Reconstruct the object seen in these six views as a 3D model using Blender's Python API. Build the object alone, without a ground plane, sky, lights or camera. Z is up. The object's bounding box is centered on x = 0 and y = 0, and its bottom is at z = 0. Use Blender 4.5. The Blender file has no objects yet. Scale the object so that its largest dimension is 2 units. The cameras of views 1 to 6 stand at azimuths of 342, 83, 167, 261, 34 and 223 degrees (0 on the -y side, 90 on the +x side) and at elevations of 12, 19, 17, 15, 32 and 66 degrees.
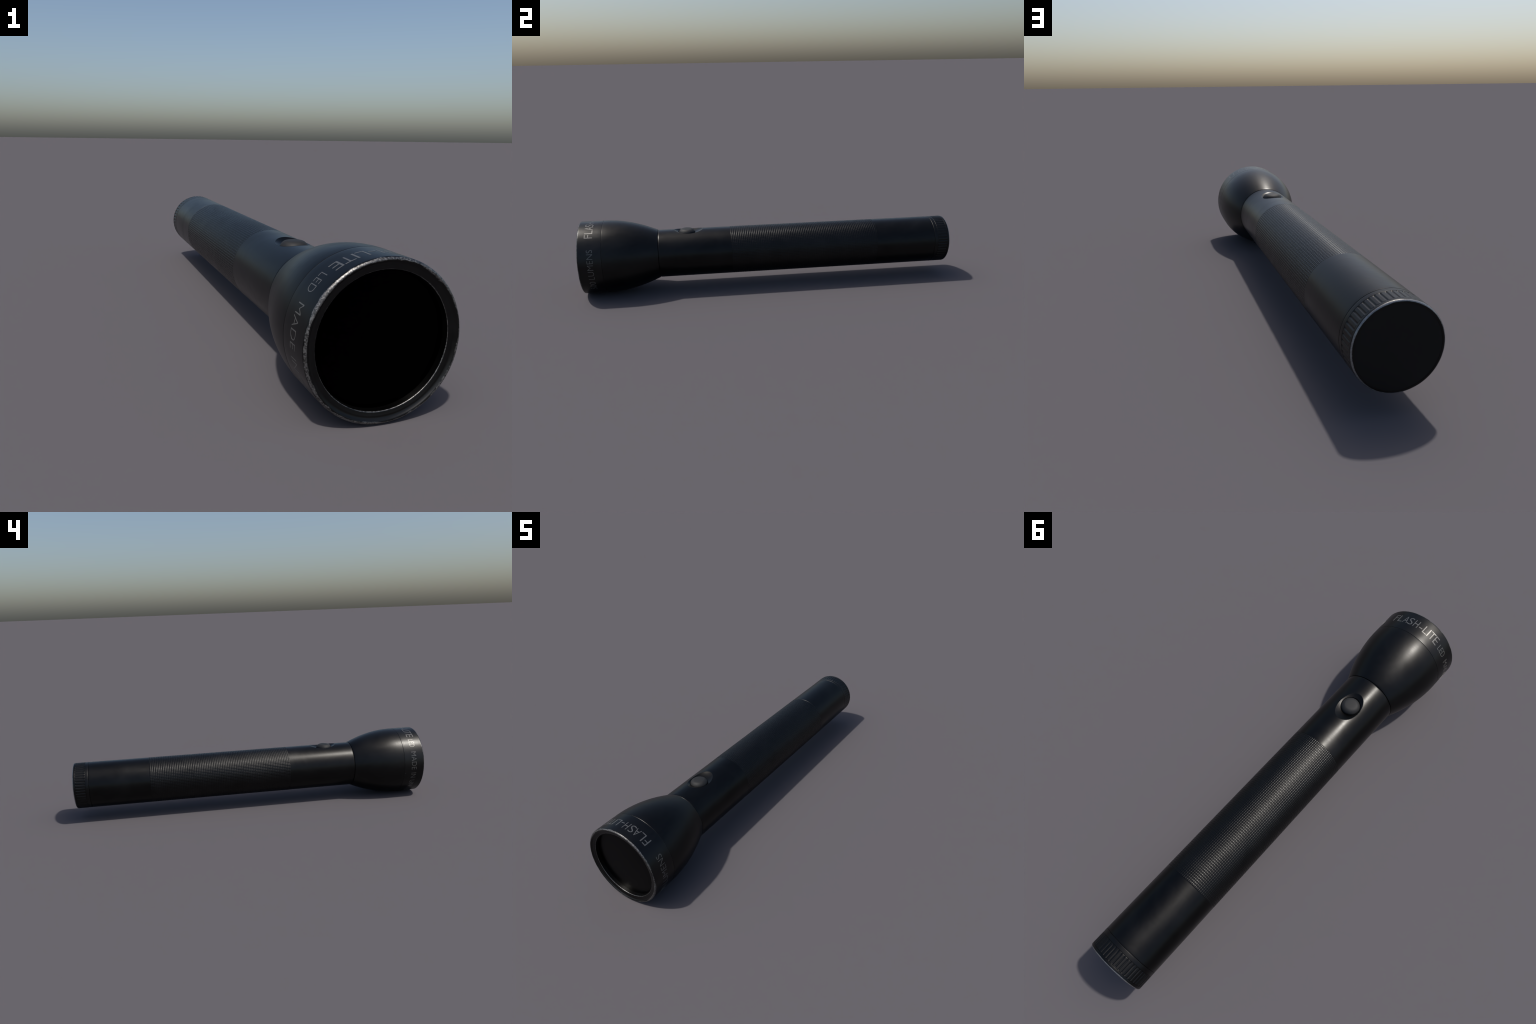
"""A long black anodised aluminium flashlight lying level on its wide head.

The axis of the light runs along y at height AXIS_Z: lens at y = -1, tail at y = +1.
Every round part is a profile (y, radius) swept round the axis; relief such as the
knurling, the flutes of the tail cap and the thumb scoop is real displaced geometry.
"""
import bpy, bmesh, math
import numpy as np
from mathutils import Vector

AXIS_Z = 0.192
R_BARREL = 0.1279
R_HEAD = 0.1918
KNURL_FROM, KNURL_TO = -0.2125, 0.5850
SCOOP_Y = -0.435
BUTTON_Y = -0.445


# ------------------------------------------------------------------ materials
class Nodes:
    """Small helper for writing node trees as expressions."""

    def __init__(self, name):
        self.mat = bpy.data.materials.new(name)
        self.mat.use_nodes = True
        self.tree = self.mat.node_tree
        self.bsdf = self.tree.nodes["Principled BSDF"]
        self.coord = self.add("ShaderNodeTexCoord").outputs["Object"]

    def add(self, kind, **props):
        n = self.tree.nodes.new(kind)
        for k, v in props.items():
            setattr(n, k, v)
        return n

    def put(self, socket, value):
        if isinstance(value, bpy.types.NodeSocket):
            self.tree.links.new(value, socket)
        elif isinstance(value, tuple):
            socket.default_value = (*value, 1.0) if len(value) == 3 and socket.type == "RGBA" else value
        else:
            socket.default_value = value

    def math(self, op, a, b=0.0, c=0.0, clamp=False):
        n = self.add("ShaderNodeMath", operation=op, use_clamp=clamp)
        for s, v in zip(n.inputs, (a, b, c)):
            self.put(s, v)
        return n.outputs[0]

    def span(self, x, lo, hi, a=0.0, b=1.0, smooth=False):
        n = self.add("ShaderNodeMapRange", clamp=True)
        if smooth:
            n.interpolation_type = "SMOOTHSTEP"
        for s, v in zip(n.inputs, (x, lo, hi, a, b)):
            self.put(s, v)
        return n.outputs[0]

    def mix(self, f, a, b):
        n = self.add("ShaderNodeMix", data_type="RGBA")
        self.put(n.inputs["Factor"], f)
        self.put(n.inputs["A"], a)
        self.put(n.inputs["B"], b)
        return n.outputs["Result"]

    def noise(self, scale, detail=4.0, rough=0.55, stretch=None, distort=0.0):
        v = self.coord
        if stretch:
            m = self.add("ShaderNodeMapping")
            m.inputs["Scale"].default_value = stretch
            self.put(m.inputs["Vector"], v)
            v = m.outputs[0]
        n = self.add("ShaderNodeTexNoise")
        self.put(n.inputs["Vector"], v)
        n.inputs["Scale"].default_value = scale
        n.inputs["Detail"].default_value = detail
        n.inputs["Roughness"].default_value = rough
        n.inputs["Distortion"].default_value = distort
        return n.outputs["Fac"]

    def polar(self):
        """(y along the light, radius from its axis) of the shaded point."""
        s = self.add("ShaderNodeSeparateXYZ")
        self.put(s.inputs[0], self.coord)
        z = self.math("SUBTRACT", s.outputs["Z"], AXIS_Z)
        r2 = self.math("ADD", self.math("MULTIPLY", s.outputs["X"], s.outputs["X"]), self.math("MULTIPLY", z, z))
        return s.outputs["Y"], self.math("SQRT", r2)

    def bump(self, height, strength, distance):
        n = self.add("ShaderNodeBump")
        n.inputs["Strength"].default_value = strength
        n.inputs["Distance"].default_value = distance
        self.put(n.inputs["Height"], height)
        self.put(self.bsdf.inputs["Normal"], n.outputs[0])

    def shade(self, **kw):
        for k, v in kw.items():
            self.put(self.bsdf.inputs[k.replace("_", " ")], v)
        return self.mat


BLACK = (0.0285, 0.0283, 0.0278)
BARE = (0.180, 0.178, 0.175)


def anodised(name, rough=0.36, worn=(), grain=True, tone=1.0, ragged=1.0, bare=BARE):
    """Black anodised metal; `worn` lists (y, radius, reach) rings rubbed back to bare aluminium."""
    m = Nodes(name)
    smudge = m.noise(7.0, 6.0, 0.62, stretch=(1.0, 0.7, 1.0), distort=0.6)
    rings = m.noise(1.0, 3.0, 0.6, stretch=(5.0, 230.0, 5.0))
    r = m.math("ADD", rough, m.math("MULTIPLY", m.math("SUBTRACT", smudge, 0.5), 0.24))
    r = m.math("ADD", r, m.math("MULTIPLY", m.math("SUBTRACT", rings, 0.5), 0.09 if grain else 0.0))
    col = m.mix(m.span(smudge, 0.35, 0.7), tuple(c * 0.88 * tone for c in BLACK), tuple(c * 1.12 * tone for c in BLACK))
    metal = 1.0
    if worn:
        y, rad = m.polar()
        chips = m.noise(95.0, 6.0, 0.7, distort=0.4)
        patches = m.noise(11.0, 4.0, 0.6)
        mask = None
        for wy, wr, reach in worn:
            dy, dr = m.math("SUBTRACT", y, wy), m.math("SUBTRACT", rad, wr)
            d = m.math("SQRT", m.math("ADD", m.math("MULTIPLY", dy, dy), m.math("MULTIPLY", dr, dr)))
            limit = m.math("ADD", m.math("MULTIPLY", m.math("SUBTRACT", chips, 0.5), 1.5 * ragged), m.math("MULTIPLY", m.math("SUBTRACT", patches, 0.5), 3.2 * ragged))
            limit = m.math("MULTIPLY", reach, m.math("ADD", limit, 1.13))
            k = m.span(m.math("DIVIDE", d, limit), 1.0, 0.62, smooth=True)
            mask = k if mask is None else m.math("MAXIMUM", mask, k)
        scuff = m.span(m.noise(240.0, 3.0, 0.6), 0.38, 0.62, max(0.2, 1.0 - 0.5 * ragged), 1.0)
        mask = m.math("MULTIPLY", mask, scuff)
        col = m.mix(mask, col, bare)
        metal = m.span(mask, 0.0, 1.0, 1.0, 0.6)
        r = m.math("ADD", m.math("MULTIPLY", r, m.math("SUBTRACT", 1.0, mask)), m.math("MULTIPLY", mask, 0.38))
        m.bump(m.math("MULTIPLY", mask, m.noise(260.0, 3.0)), 0.14 * ragged, 0.002)
    elif grain:
        m.bump(m.math("ADD", rings, m.noise(300.0, 2.0)), 0.04, 0.001)
    return m.shade(Base_Color=col, Metallic=metal, Roughness=r)


def plain(name, colour, metallic, rough, vary=0.1, spec=0.5):
    m = Nodes(name)
    n = m.noise(40.0, 4.0)
    col = m.mix(n, tuple(c * (1 - vary) for c in colour), tuple(c * (1 + vary) for c in colour))
    r = m.math("ADD", rough - 0.04, m.math("MULTIPLY", n, 0.08))
    return m.shade(Base_Color=col, Metallic=metallic, Roughness=r, Specular_IOR_Level=spec)


MAT_BODY = anodised("black_anodised_aluminium", 0.335, tone=0.88)
MAT_HEAD = anodised("black_anodised_reflector_housing", 0.362)
MAT_GRIP = anodised("black_anodised_knurling", 0.332, grain=False, tone=0.98)
MAT_BEZEL = anodised("black_anodised_worn_rim", 0.350, tone=1.2, ragged=1.55, worn=((-0.9988, 0.1886, 0.0042), (-0.9912, 0.1631, 0.0010)))
MAT_CAP = anodised("black_anodised_worn_cap", 0.37, worn=((0.9982, 0.1259, 0.0031),), ragged=0.6, bare=(0.30, 0.297, 0.293))  # edge colour lightened to paint in the sky reflection along the tail bevel
MAT_END = plain("flat_black_end_plate", (0.0110, 0.0102, 0.0094), 0.0, 0.55, spec=0.20)  # base tinted warm so blue skylight on the disc renders neutral
MAT_LENS = plain("black_glass_lens", (0.0006, 0.0006, 0.0006), 1.0, 0.30)
MAT_BUTTON = plain("black_rubber", (0.0125, 0.0125, 0.0125), 0.0, 0.64, spec=0.42)
MAT_TEXT = plain("laser_marked_aluminium", (0.160, 0.156, 0.148), 0.64, 0.39)


# ------------------------------------------------------------------ geometry helpers
def on_axis(y, r, a):
    """Point at angle a (0 = straight up, positive towards +x) and radius r."""
    return (r * math.sin(a), y, AXIS_Z + r * math.cos(a))


def finish(name, verts, faces, material, parent, sharp=34.0):
    me = bpy.data.meshes.new(name)
    me.from_pydata(verts, [], faces)
    bm = bmesh.new()
    bm.from_mesh(me)
    bmesh.ops.recalc_face_normals(bm, faces=bm.faces)
    bm.to_mesh(me)
    bm.free()
    me.shade_smooth()
    me.set_sharp_from_angle(angle=math.radians(sharp))
    me.materials.append(material)
    ob = bpy.data.objects.new(name, me)
    bpy.context.scene.collection.objects.link(ob)
    ob.parent = parent
    return ob


def sheet(rows, closed=True):
    """Faces of a grid of n_rows x n_cols points, wrapped round if closed."""
    nr, nc = rows
    out = []
    for i in range(nr - 1):
        for j in range(nc if closed else nc - 1):
            k = (j + 1) % nc
            out.append((i * nc + j, i * nc + k, (i + 1) * nc + k, (i + 1) * nc + j))
    return out


def rounded(points):
    """Polyline of (y, r[, fillet]) with the corners that carry a fillet turned into arcs."""
    out = []
    for i, p in enumerate(points):
        if len(p) < 3 or i in (0, len(points) - 1):
            out.append((p[0], p[1]))
            continue
        c, f = np.array(p[:2]), p[2]
        a = np.array(points[i - 1][:2]) - c
        b = np.array(points[i + 1][:2]) - c
        la, lb = np.linalg.norm(a), np.linalg.norm(b)
        f = min(f, 0.49 * la, 0.49 * lb)
        s, e = c + a / la * f, c + b / lb * f
        for t in np.linspace(0, 1, 6):
            q = (1 - t) ** 2 * s + 2 * t * (1 - t) * c + t * t * e
            out.append((float(q[0]), float(q[1])))
    return out


def lathe(name, profile, material, parent, segments=192, close_start=False, close_end=False, sharp=34.0):
    prof = rounded(profile)
    verts, faces = [], sheet((len(prof), segments))
    for y, r in prof:
        verts += [on_axis(y, r, math.tau * k / segments) for k in range(segments)]
    n = len(prof)
    if close_start:
        faces.append(tuple(range(segments)))
    if close_end:
        faces.append(tuple((n - 1) * segments + k for k in range(segments))[::-1])
    return finish(name, verts, faces, material, parent, sharp)


def smooth01(x):
    x = np.clip(x, 0, 1)
    return x * x * (3 - 2 * x)


# ------------------------------------------------------------------ the flashlight
torch = bpy.data.objects.new("flashlight", None)
bpy.context.scene.collection.objects.link(torch)
torch["label"] = "long black anodised aluminium flashlight with knurled grip"
torch["category"] = "flashlight"

# --- barrel: neck section with the thumb scoop, plain section before the cap -----------------


def barrel_front():
    """Tube from the neck joint to the knurling, with an oval finger scoop round the switch."""
    fine = np.radians(np.linspace(-34, 34, 261))
    rest = np.radians(np.linspace(34, 326, 148))[1:-1]
    ang = np.concatenate([fine, rest])
    neck = rounded([(-0.5985, 0.1205), (-0.5984, 0.1256), (-0.5970, 0.1269, 0.0008), (-0.5930, R_BARREL, 0.0015), (-0.580, R_BARREL)])
    ys = np.concatenate([np.linspace(-0.570, -0.525, 6), np.linspace(-0.520, -0.350, 320), np.linspace(-0.345, -0.225, 12), [KNURL_FROM]])
    rows = [(y, np.full(len(ang), r)) for y, r in neck]
    ball_z, ball_r, squeeze = 0.450, 0.1506, 0.92   # the squeezed ball that would cut the scoop
    for y in ys:
        r = np.full(len(ang), R_BARREL)
        # march radius down to the sphere surface along each spoke
        dy = y - SCOOP_Y
        if abs(dy) < ball_r:
            c = np.cos(ang)
            h = ball_z - AXIS_Z
            q = (np.sin(ang) / squeeze) ** 2 + c * c
            disc = (h * c) ** 2 - q * (h * h + dy * dy - ball_r ** 2)
            cut = np.where((disc > 0) & (c > 0.5), (h * c - np.sqrt(np.maximum(disc, 0))) / q, 1.0)
            r = r + 0.0004 * np.exp(-(((cut - r) - 0.0005) / 0.0006) ** 2)     # faint raised lip
            k = 0.0006                       # eased edge where scoop meets the tube
            t = np.clip(0.5 + 0.5 * (cut - r) / k, 0, 1)
            r = cut * (1 - t) + r * t - k * t * (1 - t)
        # well for the switch
        d = np.hypot(R_BARREL * np.sin(ang), y - BUTTON_Y)
        up = np.cos(ang) > 0.5
        r = r - np.where(up, 0.010 * (1 - smooth01((d - 0.0437) / 0.0016)), 0)
        rows.append((y, r))
    rows.append((KNURL_FROM + 0.0001, np.full(len(ang), R_BARREL - 0.002)))
    verts = [on_axis(y, rr, a) for y, r in rows for rr, a in zip(r, ang)]
    return verts, sheet((len(rows), len(ang)))


v, f = barrel_front()
barrel = finish("barrel", v, f, MAT_BODY, torch, 50.0)

lathe("plain_sleeve", [(KNURL_TO - 0.0001, R_BARREL - 0.002), (KNURL_TO, R_BARREL - 0.0006), (KNURL_TO + 0.0006, R_BARREL), (0.60, R_BARREL), (0.75, R_BARREL),
                      (0.90, R_BARREL), (0.9136, R_BARREL, 0.0004), (0.9146, R_BARREL - 0.0012), (0.9148, R_BARREL - 0.004)], MAT_BODY, barrel)


def knurling():
    """Square pyramid knurl: straight grooves along and round the tube leave small rounded pads."""
    around, along = 92, 81
    step = np.array([0.0, 0.08, 0.17, 0.28, 0.72, 0.83, 0.92])
    groove = np.array([1.0, 0.62, 0.16, 0.0, 0.0, 0.16, 0.62])
    ta = (np.arange(around)[:, None] + step).ravel() / around
    ga = np.tile(groove, around)
    ty = np.append((np.arange(along)[:, None] + step).ravel() / along, 1.0)
    gy = np.append(np.tile(groove, along), 1.0)
    depth = 0.00082
    r = R_BARREL + 0.0001 - depth * np.maximum.outer(gy, ga)
    a = ta * math.tau + math.radians(1.5)
    y = KNURL_FROM + (KNURL_TO - KNURL_FROM) * ty
    X = r * np.sin(a)
    Z = AXIS_Z + r * np.cos(a)
    Y = np.repeat(y[:, None], len(a), 1)
    return np.stack([X, Y, Z], -1).reshape(-1, 3).tolist(), sheet(r.shape)


v, f = knurling()
finish("knurled_grip", v, f, MAT_GRIP, barrel, 60.0)

# --- switch ---------------------------------------------------------------------------------


def button():
    prof = rounded([(0.0, 0.3248), (0.014, 0.3246), (0.0275, 0.3236, 0.006), (0.0365, 0.3180, 0.005), (0.0422, 0.3090, 0.004), (0.0428, 0.2900)])
    n = 96
    verts = [(0, BUTTON_Y, prof[0][1])]
    for rad, z in prof[1:]:
        verts += [(rad * math.cos(math.tau * k / n), BUTTON_Y + rad * math.sin(math.tau * k / n), z) for k in range(n)]
    faces = [(0, 1 + k, 1 + (k + 1) % n) for k in range(n)]
    faces += [tuple(1 + i for i in q) for q in sheet((len(prof) - 1, n))]
    return verts, faces


v, f = button()
finish("switch_button", v, f, MAT_BUTTON, barrel, 60.0)

# --- tail cap --------------------------------------------------------------------------------


def tail_cap():
    """Cap with a ring of flutes cut between two plain bands and a rounded, rubbed end."""
    flutes, per = 50, 12
    u = np.arange(per) / per
    # a shallow round-bottomed groove takes a good third of each pitch, the pad the rest
    dist = np.abs(u - 0.5) / 0.175
    cut = np.where(dist < 1, np.sqrt(np.maximum(0, 1 - dist ** 2)) ** 0.8, 0)
    cut = np.tile(cut, flutes)
    ang = (np.arange(flutes * per) / (flutes * per)) * math.tau + math.radians(13.6 - 3.6)
    front = [(0.9150, R_BARREL - 0.004), (0.9152, R_BARREL - 0.0009), (0.9164, R_BARREL + 0.0001, 0.0006), (0.9225, R_BARREL + 0.0001), (0.9325, R_BARREL + 0.0001, 0.0006), (0.9335, R_BARREL - 0.0010)]
    back = [(0.9860, R_BARREL - 0.0012), (0.9866, R_BARREL, 0.0004), (0.9952, R_BARREL, 0.0030), (1.0, 0.1236, 0.0030), (1.0, 0.1175)]
    rows = [(y, np.full(len(ang), r)) for y, r in rounded(front)]
    for y, k in ((0.9340, 0.35), (0.9348, 0.0), (0.9356, 0.0), (0.9366, 0.0), (0.945, 0.0), (0.960, 0.0), (0.975, 0.0), (0.9836, 0.0), (0.9846, 0.0), (0.9852, 0.0), (0.9857, 0.5)):
        depth = 0.0018 * smooth01((y - 0.9336) / 0.0030) * smooth01((0.9866 - y) / 0.0020)
        rows.append((y, R_BARREL - 0.001 * k - depth * cut))
    rows += [(y, np.full(len(ang), r)) for y, r in rounded(back)]
    verts = [on_axis(y, rr, a) for y, r in rows for rr, a in zip(r, ang)]
    return verts, sheet((len(rows), len(ang)))


v, f = tail_cap()
cap = finish("tail_cap", v, f, MAT_CAP, torch, 38.0)
lathe("end_plate", [(0.990, 0.1180), (0.9995, 0.1180, 0.0003), (0.9996, 0.060), (0.9996, 0.0008)], MAT_END, cap, 128, close_end=True)

# --- head ------------------------------------------------------------------------------------
SEAM = -0.8790


def flare(y):
    """Radius of the reflector housing: flat at the bezel, a widening parabola towards the neck."""
    t = max(0.0, y + 0.87)
    return R_HEAD - t * t * (0.93 - 0.27 * t)


housing = [(SEAM + 0.0001, R_HEAD - 0.0030), (SEAM + 0.0002, R_HEAD - 0.0008), (SEAM + 0.0014, R_HEAD, 0.0008)]
housing += [(y, flare(y)) for y in np.linspace(-0.870, -0.6015, 60)]
housing += [(-0.5992, flare(-0.5992) - 0.0003), (-0.5986, 0.1270), (-0.5986, 0.1205)]
head = lathe("head", housing, MAT_HEAD, torch, 224)

bezel_profile = [
    (SEAM - 0.0001, R_HEAD - 0.0030), (SEAM - 0.0001, R_HEAD - 0.0006), (SEAM - 0.0006, R_HEAD, 0.0003),
    (-0.90, R_HEAD), (-0.94, R_HEAD), (-0.9955, R_HEAD, 0.0045), (-1.0, 0.1865, 0.004),
    (-0.9995, 0.1830, 0.002), (-0.9962, 0.1795), (-0.9945, 0.1760, 0.003), (-0.9942, 0.1725, 0.003), (-0.9930, 0.1680, 0.003),
    (-0.9922, 0.1642, 0.0012), (-0.9902, 0.1624, 0.0012), (-0.9740, 0.1618), (-0.9700, 0.1618)]
bezel = lathe("bezel", bezel_profile, MAT_BEZEL, torch, 224)
lathe("lens", [(-0.9650, 0.1640), (-0.9742, 0.1632), (-0.9746, 0.1500), (-0.9750, 0.0900), (-0.9752, 0.0008)], MAT_LENS, bezel, 160, close_end=True)

# --- lettering engraved round the bezel --------------------------------------------------------


def glyphs(text, weight):
    """Extruded outline of a piece of text in font units, as a bmesh."""
    cu = bpy.data.curves.new("glyphs", "FONT")
    cu.body, cu.size, cu.resolution_u = text, 1.0, 5
    cu.offset, cu.extrude = weight, 0.5
    tmp = bpy.data.objects.new("glyphs", cu)
    bpy.context.scene.collection.objects.link(tmp)
    bpy.context.view_layer.update()
    me = bpy.data.meshes.new_from_object(tmp.evaluated_get(bpy.context.evaluated_depsgraph_get()))
    bpy.data.objects.remove(tmp)
    bm = bmesh.new()
    bm.from_mesh(me)
    bpy.data.meshes.remove(me)
    bmesh.ops.remove_doubles(bm, verts=bm.verts, dist=1e-5)
    return bm


def marking(pieces, base, cap_height, weight):
    """Words wrapped round the bezel; each piece is (text, angle of its left edge, angle of its right edge)."""
    ref = glyphs("H", weight)
    low, top = min(q.co.y for q in ref.verts), max(q.co.y for q in ref.verts)
    ref.free()
    verts, faces = [], []
    for text, a_from, a_to in pieces:
        bm = glyphs(text, weight)
        x0, x1 = min(q.co.x for q in bm.verts), max(q.co.x for q in bm.verts)
        turn = math.radians(a_from - a_to)
        cuts = max(2, int(math.degrees(turn) / 1.2))
        for i in range(1, cuts):
            geom = bm.verts[:] + bm.edges[:] + bm.faces[:]
            bmesh.ops.bisect_plane(bm, geom=geom, plane_co=(x0 + (x1 - x0) * i / cuts, 0, 0), plane_no=(1, 0, 0))
        bmesh.ops.triangulate(bm, faces=bm.faces[:])
        bm.verts.index_update()
        start = len(verts)
        for q in bm.verts:
            a = math.radians(a_from) - turn * (q.co.x - x0) / (x1 - x0)
            y = base - cap_height * (q.co.y - low) / (top - low)
            verts.append(on_axis(y, R_HEAD + (0.00030 if q.co.z > 0 else -0.0008), a))
        faces += [tuple(start + q.index for q in f.verts) for f in bm.faces]
        bm.free()
    return finish("lettering", verts, faces, MAT_TEXT, bezel, 30.0)


BASE, SMALL = -0.9220, 0.0290
marking([("F", 42.2, 36.0), ("L", 34.0, 26.9), ("A", 25.6, 18.3), ("S", 17.6, 10.8), ("H", 8.5, 1.9), ("-", -0.3, -5.5),
         ("L", -7.3, -13.9), ("I", -15.1, -16.6), ("T", -17.9, -26.1), ("E", -27.0, -34.0)], BASE, 0.0403, -0.010)
marking([("LED", -39.2, -54.9)], BASE, SMALL, -0.017)
marking([("MADE", -63.6, -95.2), ("IN", -101.5, -111.0), ("UNITED", -116.8, -159.5), ("STATES", -166.0, -207.0)], BASE, SMALL, -0.017)
marking([("500", 132.4, 113.6), ("LUMENS", 108.8, 61.3)], BASE, SMALL, -0.018)
